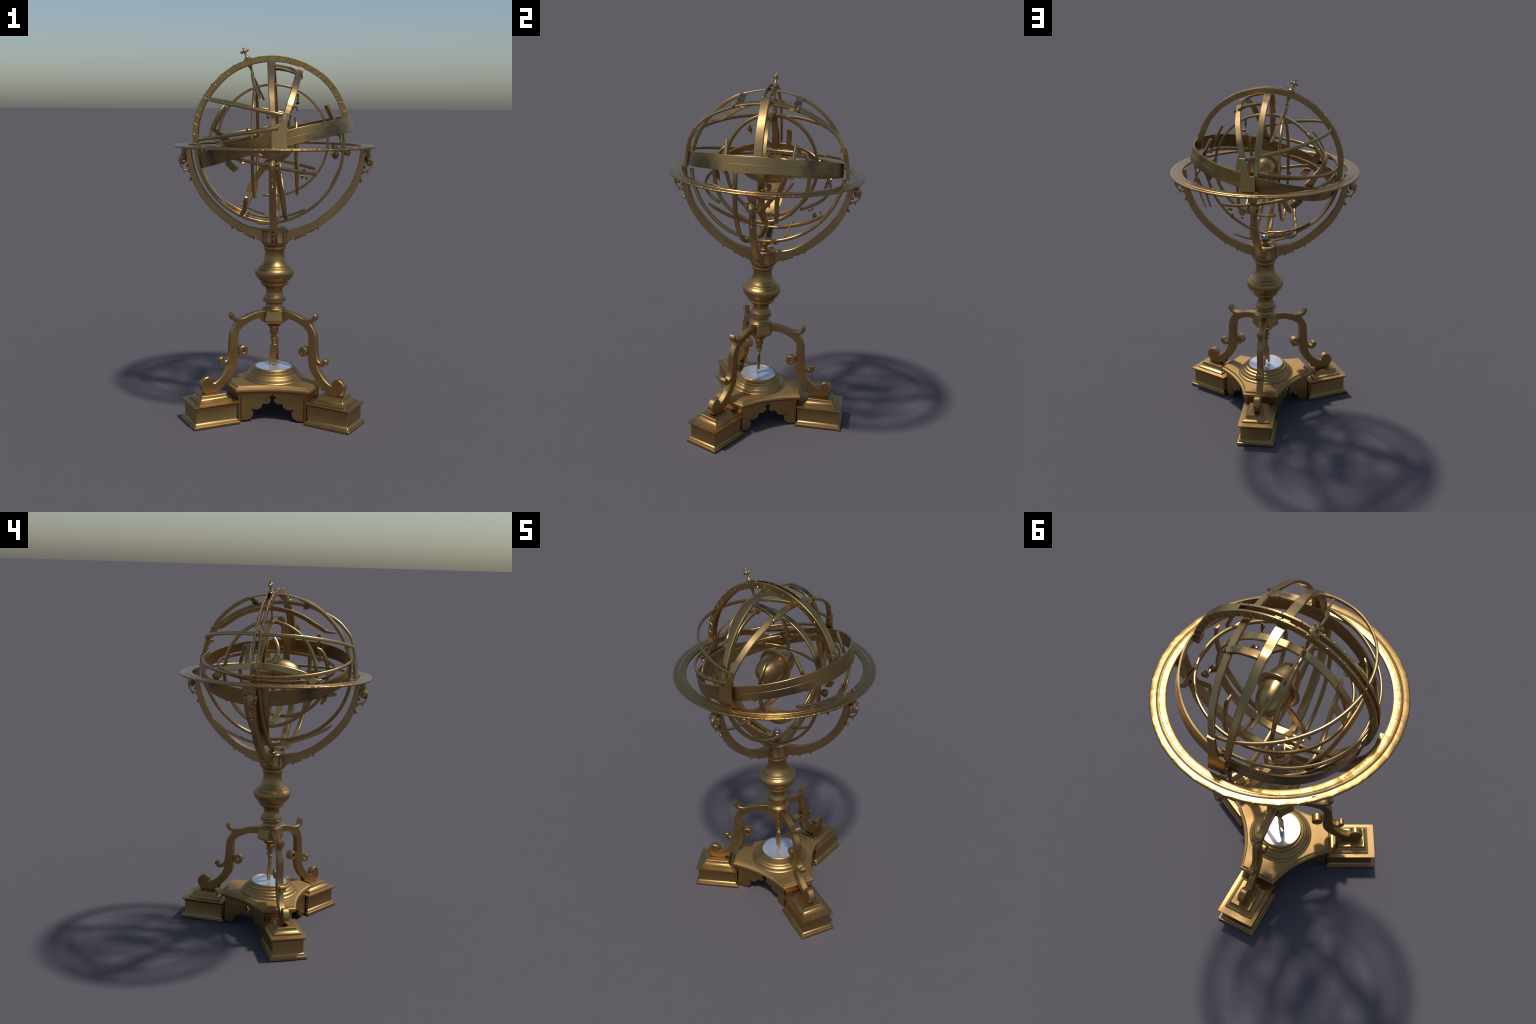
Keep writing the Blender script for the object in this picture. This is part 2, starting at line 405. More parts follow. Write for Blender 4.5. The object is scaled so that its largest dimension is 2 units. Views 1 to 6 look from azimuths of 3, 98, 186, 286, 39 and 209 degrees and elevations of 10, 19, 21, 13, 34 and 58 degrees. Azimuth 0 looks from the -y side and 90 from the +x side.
# ------------------------------------------------------------------ hexagonal collar and column
def collar():
    V = []; F = []
    # three broad faces look between the legs, narrow faces carry the legs
    dirs = []
    for a in sorted(LEGS, key=lambda q: q % 360): dirs += [(a - 27), (a + 27)]
    prof = [(0.036, 0.512), (0.052, 0.514), (0.066, 0.522), (0.079, 0.532), (0.081, 0.536), (0.080, 0.540), (0.068, 0.592), (0.062, 0.597)]
    for r, z in prof:
        for a in dirs: V.append((AXIS_X + r * math.cos(math.radians(a)), r * math.sin(math.radians(a)), z))
    k = 6
    for i in range(len(prof) - 1):
        for s in range(k): F.append((i * k + s, i * k + (s + 1) % k, (i + 1) * k + (s + 1) % k, (i + 1) * k + s))
    F.append(tuple(range(k))[::-1]); F.append(tuple((len(prof) - 1) * k + s for s in range(k)))
    ob = make("leg_collar", V, F, BRASS_STAND, smooth=25)
    b = ob.modifiers.new("bevel", 'BEVEL'); b.width = 0.0025; b.segments = 2; b.limit_method = 'ANGLE'
    return ob
collar()
lathe("column", [(0.050, 0.588), (0.060, 0.590), (0.0640, 0.5945), (0.0645, 0.599), (0.061, 0.604), (0.054, 0.608), (0.0475, 0.614), (0.0462, 0.624), (0.0475, 0.632), (0.053, 0.635),
    (0.062, 0.6385), (0.0652, 0.643), (0.0640, 0.648), (0.0585, 0.6505), (0.0590, 0.656), (0.0585, 0.662), (0.0535, 0.668), (0.0485, 0.676), (0.0450, 0.686), (0.0442, 0.698), (0.0465, 0.708),
    (0.0515, 0.717), (0.057, 0.7225), (0.066, 0.727), (0.0680, 0.731), (0.0720, 0.7325), (0.0770, 0.736), (0.0785, 0.741), (0.0765, 0.7455), (0.0730, 0.7475), (0.0735, 0.7515),
    (0.0825, 0.757), (0.0930, 0.767), (0.1010, 0.779), (0.1060, 0.792), (0.1070, 0.801), (0.1050, 0.812), (0.0995, 0.820), (0.0920, 0.8255), (0.0890, 0.828), (0.0885, 0.832), (0.0850, 0.836),
    (0.0770, 0.8385), (0.0755, 0.842), (0.0715, 0.8475), (0.0655, 0.855), (0.0595, 0.866), (0.0550, 0.880), (0.0528, 0.896), (0.0525, 0.912), (0.0545, 0.924), (0.0590, 0.930), (0.0620, 0.934),
    (0.0625, 0.939), (0.0600, 0.943), (0.0575, 0.946), (0.0600, 0.9495), (0.0660, 0.953), (0.0715, 0.960), (0.0735, 0.966)], BRASS_STAND, seg=96, smooth=40)

# drum where the four arms meet
lathe("arm_hub", [(0.0735, 0.966), (0.0740, 0.970), (0.0700, 0.9715), (0.0690, 0.974), (0.0690, 1.026), (0.0715, 1.029), (0.0745, 1.033), (0.0745, 1.038), (0.0710, 1.042), (0.0660, 1.0440),
    (0.0600, 1.0450), (0.058, 1.0425), (0.020, 1.0420)], BRASS_ARM, seg=72, smooth=30)
parts = []
for i in range(8):                                # raised panel frames on the drum
    a0 = math.radians(45 * i + 22.5 - 10.5); 
    P = [(AXIS_X + 0.070 * math.cos(math.radians(45 * i + 22.5 + s * 11)), 0.070 * math.sin(math.radians(45 * i + 22.5 + s * 11)), z) for s, z in ((-1, .976), (-1, 1.024))]
    for s in (-1, 1):
        an = math.radians(45 * i + 22.5 + s * 19)
        q = np.array([AXIS_X + 0.0695 * math.cos(an), 0.0695 * math.sin(an), 0])
        parts.append(sweep([q + np.array([0, 0, .974]), q + np.array([0, 0, 1.0]), q + np.array([0, 0, 1.027])], (-math.sin(an), math.cos(an), 0), 0.006, 0.007))
v, f = merge(parts); make("hub_panel_frame", v, f, BRASS_ARM)

# ------------------------------------------------------------------ cradle arms
ARM_OUT = [(0.487, 1.483), (0.483, 1.455), (0.476, 1.405), (0.466, 1.362), (0.448, 1.297), (0.412, 1.225), (0.369, 1.167), (0.311, 1.109), (0.238, 1.052), (0.158, 1.012), (0.085, 0.977), (0.060, 0.968)]
ARM_IN = [(0.060, 1.038), (0.078, 1.039), (0.150, 1.056), (0.216, 1.089), (0.282, 1.139), (0.347, 1.204), (0.398, 1.276), (0.426, 1.340), (0.444, 1.405), (0.451, 1.455), (0.454, 1.483)]
def arm(ang):
    out = list(smoothpath(ARM_OUT, 60)) + list(smoothpath(ARM_IN, 60))
    V, F = extrude_outline(out, 0.034, 0.003)
    ob = make("cradle_arm", turned(V, ang), F, BRASS_ARM, smooth=30)
    # cast ornament: mask with side curls, beard loop, spike and beads; scrolls near the hub
    parts = []
    seed = int(ang) + 3
    parts.append(blob((0.499, 0, 1.415), 0.022, 12, (0.9, 1.0, 1.45), 0.10, seed))
    for s in (-1, 1):
        parts.append(blob((0.496, s * 0.0255, 1.421), 0.0125, 10, (1, .9, 1.2), 0.14, seed + s))
        parts.append(blob((0.493, s * 0.0205, 1.400), 0.0115, 10, (1, 1.1, 0.8), 0.14, seed + 2 * s))
    parts.append(blob((0.514, 0, 1.410), 0.0115, 10, (.9, 1, 1.3), 0.1, seed + 9))
    parts.append(blob((0.498, 0, 1.438), 0.013, 8, (1, 0.9, 0.8), 0.1, seed + 11))
    loop = smoothpath([(0.514, 0, 1.412), (0.517, 0, 1.395), (0.510, 0, 1.375), (0.496, 0, 1.358), (0.480, 0, 1.350)], 14)
    parts.append(sweep(loop, (0, 1, 0), 0.014, 0.0075, shape='round'))
    parts.append(sweep([(0.492, 0, 1.362), (0.493, 0, 1.350), (0.4955, 0, 1.338)], (0, 1, 0), [0.012, 0.010, 0.006], [0.010, 0.007, 0.004], shape='round'))
    parts.append(sweep([(0.460, 0, 1.350), (0.480, 0, 1.351), (0.496, 0, 1.356)], (0, 1, 0), [0.016, 0.014, 0.008], [0.014, 0.010, 0.006], shape='round'))
    parts.append(blob((0.460, 0, 1.304), 0.0095, 10))
    parts.append(sweep([(0.440, 0, 1.307), (0.452, 0, 1.305), (0.460, 0, 1.304)], (0, 1, 0), 0.010, 0.008, shape='round'))
    # small rectangular jewel settings down the spine of the arm
    parts.append(blob((0.477, 0, 1.375), 0.010, 8, (0.7, 0.9, 0.9)))
    for r, z in ((0.464, 1.345), (0.452, 1.318)):
        parts.append(blob((r, 0, z), 0.0085, 8, (0.8, 1.0, 0.9)))
    # leafy crest below
    parts.append(blob((0.233, 0, 1.042), 0.0075, 8, (1, 1.2, 1)))
    parts.append(sweep([(0.225, 0, 1.046), (0.205, 0, 1.034), (0.190, 0, 1.027), (0.178, 0, 1.018)], (0, 1, 0), [0.012, 0.014, 0.013, 0.008], [0.006, 0.012, 0.014, 0.007], shape='round'))
    parts.append(sweep(arc_points((0.159, 0, 1.010), (0, 1, 0), 0.0085, 60, 330, 12), (0, 1, 0), 0.016, 0.006, shape='round'))
    parts.append(sweep([(0.152, 0, 1.004), (0.135, 0, 0.996), (0.118, 0, 0.990)], (0, 1, 0), [0.013, 0.016, 0.012], [0.008, 0.014, 0.010], shape='round'))
    parts.append(sweep([(0.120, 0, 0.992), (0.113, 0, 0.984), (0.114, 0, 0.975)], (0, 1, 0), [0.016, 0.013, 0.007], [0.012, 0.010, 0.004], shape='round'))
    # post and block carrying the horizon ring
    parts.append(sweep([(0.492, 0, 1.430), (0.495, 0, 1.455), (0.497, 0, 1.486)], (0, 1, 0), [0.030, 0.034, 0.052], [0.014, 0.018, 0.020]))
    parts.append(sweep([(0.488, 0, 1.452), (0.488, 0, 1.468), (0.488, 0, 1.487)], (0, 1, 0), [0.040, 0.052, 0.054], [0.02, 0.026, 0.028]))
    v, f = merge(parts)
    o = make("mask_ornament", turned(v, ang), f, BRASS_ARM, parent=ob, smooth=50)
    return ob
for a in (0, 90, 180, 270): arm(a)

# ------------------------------------------------------------------ horizon ring
def horizon():
    # profile (r, z) around the flat ring, with engraved steps on the top
    prof = [(0.4660, 1.4850), (0.4670, 1.4815), (0.4700, 1.4805), (0.5300, 1.4805), (0.5340, 1.4815), (0.5355, 1.4840), (0.5355, 1.4885), (0.5335, 1.4910), (0.5300, 1.4920),
            (0.5120, 1.4920), (0.5105, 1.4907), (0.5085, 1.4907), (0.5070, 1.4920), (0.4960, 1.4925), (0.4945, 1.4913), (0.4925, 1.4913), (0.4910, 1.4930), (0.4700, 1.4935), (0.4670, 1.4925), (0.4660, 1.4895)]
    seg = 960; V = []; F = []; m = len(prof)
    rnd = random.Random(5)
    chip = {}
    for i in range(seg):
        chip[i] = rnd.random()
    for i in range(seg):
        a = 2 * math.pi * i / seg
        for s, (r, z) in enumerate(prof):
            p = Vector((math.cos(a), math.sin(a), 0))
            nz = noise.noise(p * 14 + Vector((0, 0, s * .05)))
            if 3 <= s <= 8:
                r = r + 0.0006 * noise.noise(p * 70) + (-0.0022 if chip[i] > 0.95 else 0)
            if s >= 8 and s <= 18:
                z += 0.0007 * nz + 0.00025 * noise.noise(p * 30)
            V.append((r * math.cos(a), r * math.sin(a), z))
    for i in range(seg):
        j = (i + 1) % seg
        for s in range(m): F.append((i * m + s, j * m + s, j * m + (s + 1) % m, i * m + (s + 1) % m))
    return make("horizon_ring", V, F, BRASS_HORIZON, smooth=40)
HORIZON = horizon()
parts = []                                         # engraved numerals worn to tiny bumps on the inner half
rnd = random.Random(11)
for i in range(150):
    a = 2 * math.pi * (i + rnd.uniform(-.3, .3)) / 150; r = rnd.uniform(0.474, 0.486)
    parts.append(blob((r * math.cos(a), r * math.sin(a), 1.4930), rnd.uniform(0.0014, 0.003), 6, (1, 1, 0.55), 0.2, i))
v, f = merge(parts); o = make("engraved_graduation", v, f, BRASS_HORIZON, parent=HORIZON); o["kind"] = "stuff"

# ------------------------------------------------------------------ meridian (double rail over the top)
MC = (-0.018, 1.537); MR = 0.4035                 # centre in x-z, mid radius
def meridian_path(a0, a1, k, r=MR):
    # angle measured from +z towards +x ; slightly egg-shaped
    out = []
    for a in np.radians(np.linspace(a0, a1, k)):
        rr = r + 0.006 * math.exp(-((a - 0.75) / 0.35) ** 2) + 0.004 * math.exp(-((a + 1.35) / 0.35) ** 2) - 0.004 * math.exp(-((a + 0.9) / 0.3) ** 2)
        out.append((MC[0] + rr * math.sin(a), 0, MC[1] + rr * math.cos(a)))
    return np.array(out)
def rail(path, y, w, t, shape='band'):
    P = path + np.array([0, y, 0])
    return sweep(P, (0, 1, 0), w, t, shape=shape, wobble=0.0015, chamfer=0.002)
parts = [rail(meridian_path(-101, 26.5, 130), -0.0145, 0.0115, 0.032), rail(meridian_path(-101, 26.5, 130), 0.0165, 0.0100, 0.032)]
parts.append(rail(meridian_path(26, 79, 60), 0.001, 0.0425, 0.031))
for a in (-100, -60, -20, -2, 3):                 # spacers in the slot
    p = meridian_path(a - 2, a + 2, 4, MR - 0.004); parts.append(rail(p, 0.001, 0.030, 0.014))
v, f = merge(parts); MERIDIAN = make("meridian_ring", v, f, BRASS_RING, smooth=30)
parts = []                                         # worn degree marks on both faces
rnd = random.Random(3)
for i, a in enumerate(np.linspace(-98, 72, 52)):
    for side in (-1, 1):
        a2 = math.radians(a + rnd.uniform(-1, 1)); r = MR + rnd.uniform(-.010, .010)
        ys = -0.0200 if side < 0 else 0.0212
        rr = rnd.uniform(.0022, .0048)
        parts.append(blob((MC[0] + r * math.sin(a2), ys, MC[1] + r * math.cos(a2)), rr, 8, (1, .75, 1), .25, i))
        if i % 2 == 0:
            a3 = a2 + .03; r0, r1 = MR - .012 * rnd.random(), MR + .0145
            q = [(MC[0] + r * math.sin(a3 + .02 * (r - r0) / .02), ys, MC[1] + r * math.cos(a3 + .02 * (r - r0) / .02)) for r in (r0, (r0 + r1) / 2, r1)]
            parts.append(sweep(q, (math.cos(a3), 0, -math.sin(a3)), rnd.uniform(.004, .007), rnd.uniform(.004, .007), shape='round'))
        if i % 3 == 0:                            # chips proud of the outer rim
            a3 = a2 - .02; r = MR + .0155
            parts.append(blob((MC[0] + r * math.sin(a3), ys * .7, MC[1] + r * math.cos(a3)), .0035, 6, (1.2, 1, 1.2), .3, i + 7))
v, f = merge(parts); o = make("degree_mark", v, f, BRASS_RING, parent=MERIDIAN); o["kind"] = "stuff"

# finial and pole pivot
def finial():
    # axis leans: from inside (-0.118,.003,1.862) to the top (-0.1725,.001,1.999)
    p0 = np.array([-0.1245, 0.002, 1.880]); p1 = np.array([-0.1725, 0.001, 2.000])
    d = (p1 - p0); L = np.linalg.norm(d); d /= L
    e1 = np.cross(d, [0, 1, 0]); e1 /= np.linalg.norm(e1); e2 = np.cross(d, e1)
    prof = [(0.004, -0.02), (0.0055, 0.0), (0.006, 0.006), (0.010, 0.020), (0.013, 0.030), (0.013, 0.040), (0.012, 0.050), (0.015, 0.058), (0.0165, 0.066), (0.0125, 0.071), (0.0085, 0.075),
            (0.0065, 0.084), (0.0058, 0.094), (0.007, 0.100), (0.0085, 0.104), (0.0085, 0.110), (0.006, 0.115), (0.0048, 0.118), (0.0055, 0.122), (0.0052, 0.127), (0.003, L)]
    V = []; F = []; k = 18
    for r, h in prof:
        for j in range(k):
            a = 2 * math.pi * j / k; V.append(p0 + d * h + r * (e1 * math.cos(a) + e2 * math.sin(a)))
    for i in range(len(prof) - 1):
        for j in range(k): F.append((i * k + j, i * k + (j + 1) % k, (i + 1) * k + (j + 1) % k, (i + 1) * k + j))
    F.append(tuple(range(k))); F.append(tuple((len(prof) - 1) * k + j for j in range(k)))
    parts = [(V, F)]
    c = p0 + d * 0.106
    for s in (-1, 1):
        parts.append(sweep([c, c + s * e1 * 0.008, c + s * e1 * 0.016], (0, 1, 0), [0.024, 0.018, 0.014], [0.012, 0.011, 0.011], shape='round'))
        parts.append(blob(c + s * e1 * 0.0155, 0.0080, 12))
    # two-tier foot plate on the rail
    parts.append(blob(c, 0.0135, 14, (0.75, 1.05, 0.75)))
    b = p0 + d * 0.064
    parts.append(sweep([b - e1 * 0.022, b, b + e1 * 0.020], (0, 1, 0), [0.018, 0.030, 0.020], [0.006, 0.014, 0.009], shape='round'))
    v, f = merge(parts); return make("pole_finial", v, f, BRASS_RING, smooth=45)
finial()

# ------------------------------------------------------------------ zodiac band (ecliptic)
def zodiac():
    c = np.array([0.0046, 0, 1.508]); n = np.array([-0.244, 0, 0.970])
    P = arc_points(c, n, 0.4125, 0, 360, 241)[:-1] - c
    prof = [(0.0410, 0.0035), (0.0395, 0.0045), (0.0050, 0.0045), (0.0040, 0.0039), (0.0010, 0.0039), (0.0, 0.0047), (-0.0395, 0.0045), (-0.0410, 0.0035), (-0.0410, -0.0035), (-0.0395, -0.0045), (0.0395, -0.0045), (0.0410, -0.0035)]
    nn, e1, e2 = circle_basis(n); V = []; F = []; k = len(prof)
    for i, p in enumerate(P):
        rd = p / np.linalg.norm(p); y = abs(p[1]) / 0.4125
        s = 1.04 - 0.12 * y; p = p + np.array([0, 0, 0.016 * y * y])
        for a, b in prof:
            V.append(p + nn * a * s + rd * (b + 0.002 * y) + np.array(noise.noise_vector(Vector(p) * 8)) * 0.0015)
    m = len(P)
    for i in range(m):
        j = (i + 1) % m
        for s in range(k): F.append((i * k + s, j * k + s, j * k + (s + 1) % k, i * k + (s + 1) % k))
    ob = make("zodiac_band", V, F, BRASS_ZODIAC, smooth=14); ob.location = c
    return ob
zodiac()

# ------------------------------------------------------------------ outer cage: colures and half circles
BRASS_BRIDGE = brass("brass_bridge", rough=0.26, tarnish=blotch_tarnish(0.42, 0.62, 22, 0.7))
# upright colure (its top narrows into a thin rod under the meridian)
def colure():
    c, n, R = (0.0076, 0.0049, 1.5003), (0.9975, 0.0131, 0.0698), 0.4262
    P = arc_points(c, n, R, -80.5, 80.5, 121); a = np.linspace(-80.5, 80.5, 121)
    w = np.interp(np.abs(a), [0, 20, 24, 40, 60, 79], [0.040, 0.039, 0.037, 0.035, 0.032, 0.026])
    t = np.interp(np.abs(a), [0, 17, 21, 79], [0.008, 0.008, 0.019, 0.018])
    v, f = sweep(P, n, w, t, wobble=0.0012); return make("upright_colure", v, f, BRASS_RING)
colure()
def tilted_colure():
    pts = [(0.0655, -0.4260, 1.628), (0.0690, -0.4190, 1.652), (0.0782, -0.4058, 1.6837), (0.0891, -0.3863, 1.718), (0.105, -0.3283, 1.776), (0.1145, -0.2585, 1.8161), (0.1233, -0.1627, 1.8545), (0.1285, -0.06, 1.8735),
           (0.1285, 0.05, 1.8740), (0.1219, 0.1468, 1.8572), (0.1146, 0.2139, 1.8343), (0.1059, 0.2818, 1.8012), (0.0883, 0.3612, 1.7421), (0.0769, 0.3901, 1.7017), (0.0681, 0.4090, 1.6638), (0.0640, 0.4230, 1.628)]
    P = smoothpath(pts, 120); a = np.abs(np.linspace(-1, 1, 120))
    w = np.interp(a, [0, .6, .85, 1], [0.033, 0.033, 0.030, 0.032])
    v, f = sweep(P, np.cross(np.gradient(P, axis=0), P - SC), w, 0.014, wobble=0.001); return make("tilted_colure", v, f, BRASS_RING)
tilted_colure()
def leaning_colure():
    # ends sweep outwards in an S
    pts = [(-0.0632, -0.3502, 1.7371), (-0.0645, -0.318, 1.7355), (-0.0690, -0.285, 1.7420), (-0.0765, -0.260, 1.7580)]
    mid = arc_points((0.0084, 0.0057, 1.4914), (0.9417, -0.0027, 0.3364), 0.383, 37, -37, 13)
    pts += [tuple(p) for p in mid]
    pts += [(-0.0840, 0.270, 1.7575), (-0.0785, 0.294, 1.7410), (-0.0750, 0.325, 1.7345), (-0.0741, 0.3579, 1.7354)]
    P = smoothpath(pts, 110)
    w = np.interp(np.linspace(0, 1, 110), [0, .05, .14, .86, .95, 1], [0.006, 0.012, 0.024, 0.024, 0.012, 0.006])
    v, f = sweep(P, (0.9417, 0, 0.3364), w * 0 + 0.011, w, wobble=0.001)
    return make("leaning_colure", v, f, BRASS_RING)
leaning_colure()
# bridges between the two colures
for y in (-0.145, 0.157):
    zt = 1.500 + math.sqrt(0.426 ** 2 - y * y)
    free_bar("colure_bridge", [(-0.006, y, zt - 0.001), (0.03, y, zt - 0.004), (0.080, y, zt - 0.015), (0.123, y, zt - 0.036)], 0.038, 0.013, BRASS_BRIDGE, shape='band', wdir=(0, 1, 0), k=16)
for y in (-0.128, 0.128):
    v, f = sweep([(0.133, y, 1.862), (0.137, y, 1.852), (0.140, y, 1.843)], (0, 1, 0), 0.030, 0.012); make("bridge_rivet", v, f, BRASS_RING)
# corner plates where colures, half circles and zodiac band meet
for s in (-1, 1):
    out = [(-0.002, 1.487), (0.0765, 1.4885), (0.0740, 1.560), (0.0735, 1.610), (0.0820, 1.662), (0.0500, 1.662), (0.0380, 1.610), (0.0270, 1.576), (-0.003, 1.5735)]
    V, F = extrude_outline(out, 0.016, 0.002)
    V = [(x, y + s * (0.4445 - 0.10 * (z - 1.49) - 1.0 * max(z - 1.56, 0) ** 2), z) for x, y, z in V]
    make("corner_plate", V, F, BRASS_RING, smooth=30)
arc_bar("upper_half_circle", (0.0321, -0.0088, 1.6554), (0.194, -0.0019, 0.981), 0.4110, 83, 276.5, 0.0190, 0.0130)
arc_bar("middle_half_circle", (-0.0017, -0.0075, 1.5836), (-0.1591, 0.0017, 0.9873), 0.4130, 86, 274.5, 0.0180, 0.0130)
# lower cage
arc_bar("lower_colure", (-0.0017, 0.001, 1.5272), (0.9886, 0.0219, 0.1488), 0.4262, 97, 263, 0.024, 0.020)
arc_bar("lower_meridian", (-0.0543, -0.0745, 1.4983), (0.0894, 0.996, -0.0039), 0.4200, 77, 184, 0.025, 0.0150)
arc_bar("lower_meridian", (-0.0042, 0.0061, 1.4913), (-0.0677, 0.9935, -0.092), 0.4180, 180, 266, 0.016, 0.020)
free_bar("tilted_lower_arc", [(-0.129, -0.355, 1.245), (-0.1375, -0.300, 1.2085), (-0.148, -0.2035, 1.1645), (-0.166, -0.10, 1.132), (-0.172, 0.0, 1.122), (-0.168, 0.10, 1.131), (-0.152, 0.215, 1.168), (-0.138, 0.280, 1.2035), (-0.1276, 0.328, 1.2377)], 0.024, 0.016, k=70, taper=0.55)
arc_bar("bottom_arc", (-0.0216, -0.0193, 1.5068), (0.1039, 0.9939, -0.0359), 0.4002, 178, 216, 0.018, 0.013)
free_bar("bottom_arc", [(0.167, 0.098, 1.133), (0.10, 0.085, 1.108), (0.03, 0.062, 1.094)], 0.020, 0.011, k=20)
free_bar("bottom_rod", [(-0.1933, 0.1321, 1.1564), (-0.125, 0.122, 1.126), (-0.055, 0.1101, 1.1026)], 0.011, 0.009, k=16)
# broad inner strip of the meridian below the horizon
def meridian_strip():
    an = np.linspace(-88, -177, 50)
    P = [(-0.0223 + 0.384 * math.sin(a), -0.004 - 0.02 * max(0, (-math.degrees(a) - 130) / 45), 1.478 + 0.384 * math.cos(a)) for a in np.radians(an)]
    w = np.interp(-an, [88, 110, 128, 146, 160, 177], [0.135, 0.135, 0.11, 0.062, 0.036, 0.030])
    v, f = sweep(P, (0, 1, 0), w, 0.007, wobble=0.001); return make("meridian_strip", v, f, BRASS_RING)
meridian_strip()
# half circle under the zodiac, open towards +x
arc_bar("lower_half_circle", (-0.050, 0.0, 1.4060), (0.200, 0.006, 0.980), 0.3485, 38.5, 321.5, 0.0180, 0.0140)
free_bar("level_arc", [(0.331, -0.253, 1.478), (0.3795, -0.160, 1.468), (0.3965, -0.06, 1.453), (0.3970, 0.02, 1.442), (0.391, 0.069, 1.438), (0.380, 0.115, 1.449), (0.366, 0.155, 1.482), (0.3578, 0.1835, 1.5236)], 0.0165, 0.0135, k=50)

# ------------------------------------------------------------------ inner sphere
arc_bar("inner_zodiac_ring", (0.019, 0.001, 1.531), (-0.138, -0.055, 0.989), 0.3270, 0, 360, 0.020, 0.0135, k=120)
arc_bar("inner_meridian", (-0.0112, 0.0042, 1.5134), (-0.0214, 0.9997, 0.0114), 0.2935, -82, 190, 0.037, 0.012, shape='band')
def inner_colure():
    P = [(-0.1035 + 0.010 * math.cos(a) * 0 - 0.002, 0.006 + 0.259 * math.sin(a), 1.4965 + 0.2850 * math.cos(a)) for a in np.radians(np.linspace(0, 356, 120))]
    v, f = sweep(P, (1, 0, 0), 0.0175, 0.020, closed=True, shape='round', wobble=0.0015); return make("inner_colure", v, f, BRASS_RING)
inner_colure()
def inner_half_colure():
    c, n, R = (0.1182, -0.0134, 1.4898), (0.9997, -0.007, 0.0219), 0.2578
    P = list(arc_points(c, n, R, 63, 297, 80))
    P = [(0.110, -0.205, 1.628), (0.116, -0.228, 1.620)] + P[2:-2] + [(0.112, 0.222, 1.620), (0.106, 0.195, 1.628)]
    P = smoothpath(P, 110)
    v, f = sweep(P, n, 0.0175, 0.020, shape='round', wobble=0.0015); return make("inner_half_colure", v, f, BRASS_RING)
inner_half_colure()
# pivot of the inner sphere hanging from the pole
v, f = sweep(smoothpath([(-0.128, 0.002, 1.886), (-0.1204, 0.003, 1.8625), (-0.112, 0.0025, 1.826), (-0.1037, 0.0022, 1.7876), (-0.098, 0.002, 1.770)], 24), (0, 1, 0),
             np.interp(np.linspace(0, 1, 24), [0, .15, .2, .3, .55, .6, .75, .8, 1], [.012, .012, .017, .010, .010, .016, .010, .020, .012]),
             np.interp(np.linspace(0, 1, 24), [0, .15, .2, .3, .55, .6, .75, .8, 1], [.012, .012, .017, .010, .010, .016, .010, .020, .012]), shape='round')
make("pole_pivot", v, f, BRASS_RING, smooth=60)
# broad arch on the -x side with flared ends, and the prongs that rise from it
def flared_arch():
    P = smoothpath([(-0.255, -0.294, 1.474), (-0.268, -0.276, 1.490), (-0.284, -0.235, 1.5235), (-0.323, -0.140, 1.554), (-0.3435, -0.056, 1.566), (-0.345, 0.03, 1.566), (-0.336, 0.11, 1.558), (-0.3146, 0.193, 1.5366), (-0.282, 0.246, 1.500), (-0.262, 0.272, 1.470)], 70)
    w = np.interp(np.linspace(0, 1, 70), [0, .06, .2, .8, .94, 1], [0.078, 0.055, 0.034, 0.034, 0.055, 0.075])
    W = np.cross(np.gradient(P, axis=0), P - SC)
    v, f = sweep(P, W, w, 0.008, wobble=0.001); return make("flared_arch", v, f, BRASS_RING)
flared_arch()
free_bar("arch_prong", [(-0.258, -0.050, 1.708), (-0.284, -0.078, 1.672), (-0.309, -0.085, 1.630), (-0.328, -0.066, 1.595), (-0.338, -0.037, 1.568)], 0.020, 0.010, k=30)
free_bar("arch_prong", [(-0.272, 0.078, 1.675), (-0.295, 0.075, 1.640), (-0.322, 0.072, 1.600), (-0.335, 0.070, 1.565)], 0.030, 0.008, shape='band', k=20)
free_bar("arch_prong", [(-0.262, 0.002, 1.690), (-0.296, 0.004, 1.645), (-0.325, 0.004, 1.600), (-0.340, 0.002, 1.560)], 0.026, 0.008, shape='band', k=20)
# prongs on the +x side
for sy in (-1, 1):
    free_bar("side_prong", [(0.2712, sy * 0.180, 1.7017), (0.305, sy * 0.176, 1.632), (0.335, sy * 0.174, 1.565), (0.345, sy * 0.173, 1.535)], 0.020, 0.017, k=30)
free_bar("broken_strip", [(0.3258, 0.105, 1.294), (0.350, 0.108, 1.355), (0.365, 0.1095, 1.425), (0.372, 0.125, 1.49), (0.372, 0.1458, 1.549), (0.370, 0.163, 1.60)], 0.024, 0.009, shape='band', k=30)
free_bar("broken_strip", [(0.307, 0.061, 1.281), (0.322, 0.040, 1.312), (0.335, 0.020, 1.340)], 0.020, 0.009, shape='band', k=12)
free_bar("broken_strip", [(0.334, 0.018, 1.338), (0.349, 0.045, 1.380), (0.360, 0.074, 1.421), (0.366, 0.105, 1.46)], 0.022, 0.009, shape='band', k=14)
free_bar("broken_strip", [(-0.225, -0.331, 1.418), (-0.206, -0.322, 1.397), (-0.182, -0.314, 1.377)], 0.040, 0.010, shape='band', k=10)
free_bar("broken_strip", [(-0.225, 0.331, 1.418), (-0.206, 0.322, 1.397), (-0.182, 0.314, 1.377)], 0.040, 0.010, shape='band', k=10)
# leaf-shaped blade below the globe
v, f = extrude_outline(smoothpath([(-0.151, 1.2365), (-0.1465, 1.266), (-0.126, 1.297), (-0.0914, 1.3523), (-0.048, 1.408), (-0.030, 1.405), (-0.046, 1.3596), (-0.0774, 1.3181), (-0.115, 1.2593), (-0.135, 1.243)], 60, True), 0.010, 0.002)
make("leaf_blade", v, f, BRASS_RING)
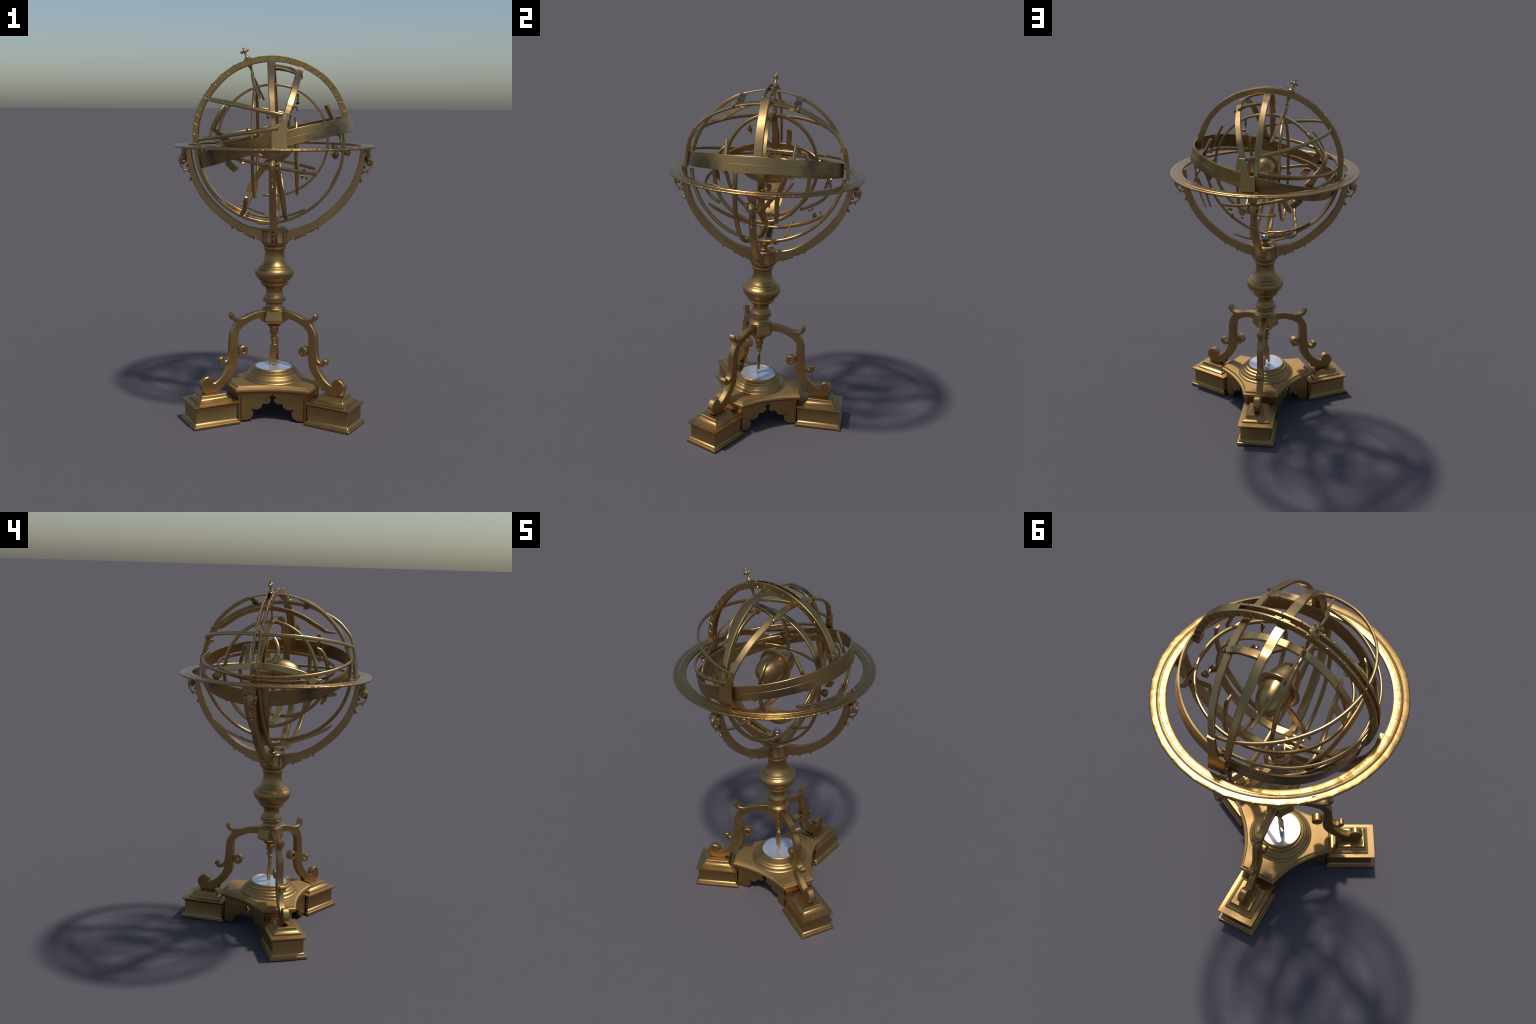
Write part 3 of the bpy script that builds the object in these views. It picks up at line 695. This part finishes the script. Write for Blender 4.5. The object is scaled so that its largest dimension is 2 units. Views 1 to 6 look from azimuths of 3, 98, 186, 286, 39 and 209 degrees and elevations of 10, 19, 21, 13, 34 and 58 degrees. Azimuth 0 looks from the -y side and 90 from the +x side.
# small broken pieces left hanging in the cage
parts = []
for k, (c, r, sq) in enumerate([((0.0883, 0.3125, 1.3050), .0075, (1, 1, .8)), ((0.147, 0.2845, 1.3043), .013, (.8, 1, 1)), ((0.160, 0.272, 1.3393), .009, (1.2, .8, .7)), ((0.170, 0.258, 1.333), .007, (1.3, .8, .7)),
      ((0.1727, 0.1642, 1.3023), .008, (1, .7, 1)), ((0.3246, -0.005, 1.4424), .020, (.9, 1, 1.1)), ((0.320, 0.0587, 1.4784), .018, (1, .8, 1)), ((0.322, 0.03, 1.462), .008, (1, 2.2, .7)),
      ((0.118, -0.001, 1.712), .011, (1.2, .8, .7)), ((0.1203, -0.0874, 1.7343), .010, (.7, 1.6, 1.2)), ((-0.036, -0.0386, 1.639), .009, (.8, 1, 1.2)), ((0.1375, 0.1675, 1.8521), .010, (.7, 1, 1.2)),
      ((-0.1698, 0.3151, 1.5622), .007, (1, 1, 1)), ((0.137, -0.175, 1.8521), .010, (.7, 1, 1.2)), ((0.1103, -0.020, 1.690), .008, (1, 1.2, .7))]):
    parts.append(blob(c, r, 8, sq, 0.22, k + 40))
parts.append(sweep(arc_points((0.1052, -0.0013, 1.680), (0.2, 1, 0.1), 0.012, -100, 130, 14), (0.2, 1, 0.1), 0.010, 0.007, shape='round'))
parts.append(sweep([(0.1203, -0.0874, 1.758), (0.1225, -0.083, 1.735), (0.118, -0.078, 1.712)], (0, 1, 0), [.008, .012, .006], [.012, .010, .006], shape='round'))
parts.append(sweep([(0.296, -0.004, 1.446), (0.31, -0.004, 1.445), (0.322, -0.004, 1.444)], (0, 1, 0), .009, .008, shape='round'))
v, f = merge(parts); o = make("broken_fragment", v, f, BRASS_FRAGMENT, smooth=25); o["kind"] = "stuff"

# ------------------------------------------------------------------ globe
def globe():
    c = (0.006, 0.0, 1.50)
    def dome(sgn, L, R=0.0755):
        prof = [(R * math.cos(t), sgn * L * math.sin(t)) for t in np.linspace(0, math.pi / 2, 16)]
        V = []; F = []; k = 48; m = len(prof)
        for i in range(k):
            a = 2 * math.pi * i / k
            for r, y in prof: V.append((c[0] + r * math.cos(a), c[1] + y, c[2] + r * math.sin(a)))
        for i in range(k):
            j = (i + 1) % k
            for s in range(m - 1): F.append((i * m + s, j * m + s, j * m + s + 1, i * m + s + 1))
        return V, F
    v, f = merge([dome(-1, 0.140), dome(1, 0.142)]); g = make("globe", v, f, BRASS_GLOBE, smooth=60)
    k = 64; prof = [(0.07, -0.004), (0.096, -0.004), (0.0985, -0.002), (0.0985, 0.002), (0.096, 0.004), (0.07, 0.004)]
    V = []; F = []; m = len(prof)
    for i in range(k):
        a = 2 * math.pi * i / k
        for r, y in prof: V.append((c[0] + r * math.cos(a), c[1] + y, c[2] + r * math.sin(a)))
    for i in range(k):
        j = (i + 1) % k
        for s in range(m - 1): F.append((i * m + s, j * m + s, j * m + s + 1, i * m + s + 1))
    make("globe_disc", V, F, BRASS_GLOBE, parent=g, smooth=40)
globe()

# ------------------------------------------------------------------ knob and stem at the foot of the sphere
lathe("bottom_knob", [(0.008, 1.075), (0.020, 1.078), (0.0225, 1.083), (0.0235, 1.093), (0.021, 1.101), (0.015, 1.106), (0.004, 1.108)], STEEL, cx=0.002, cy=0.010, seg=32)
lathe("bottom_stem", [(0.030, 1.0415), (0.026, 1.045), (0.017, 1.050), (0.014, 1.056), (0.018, 1.064), (0.028, 1.070), (0.028, 1.076), (0.012, 1.078)], BRASS_RING, cx=0.002, cy=0.006, seg=32)
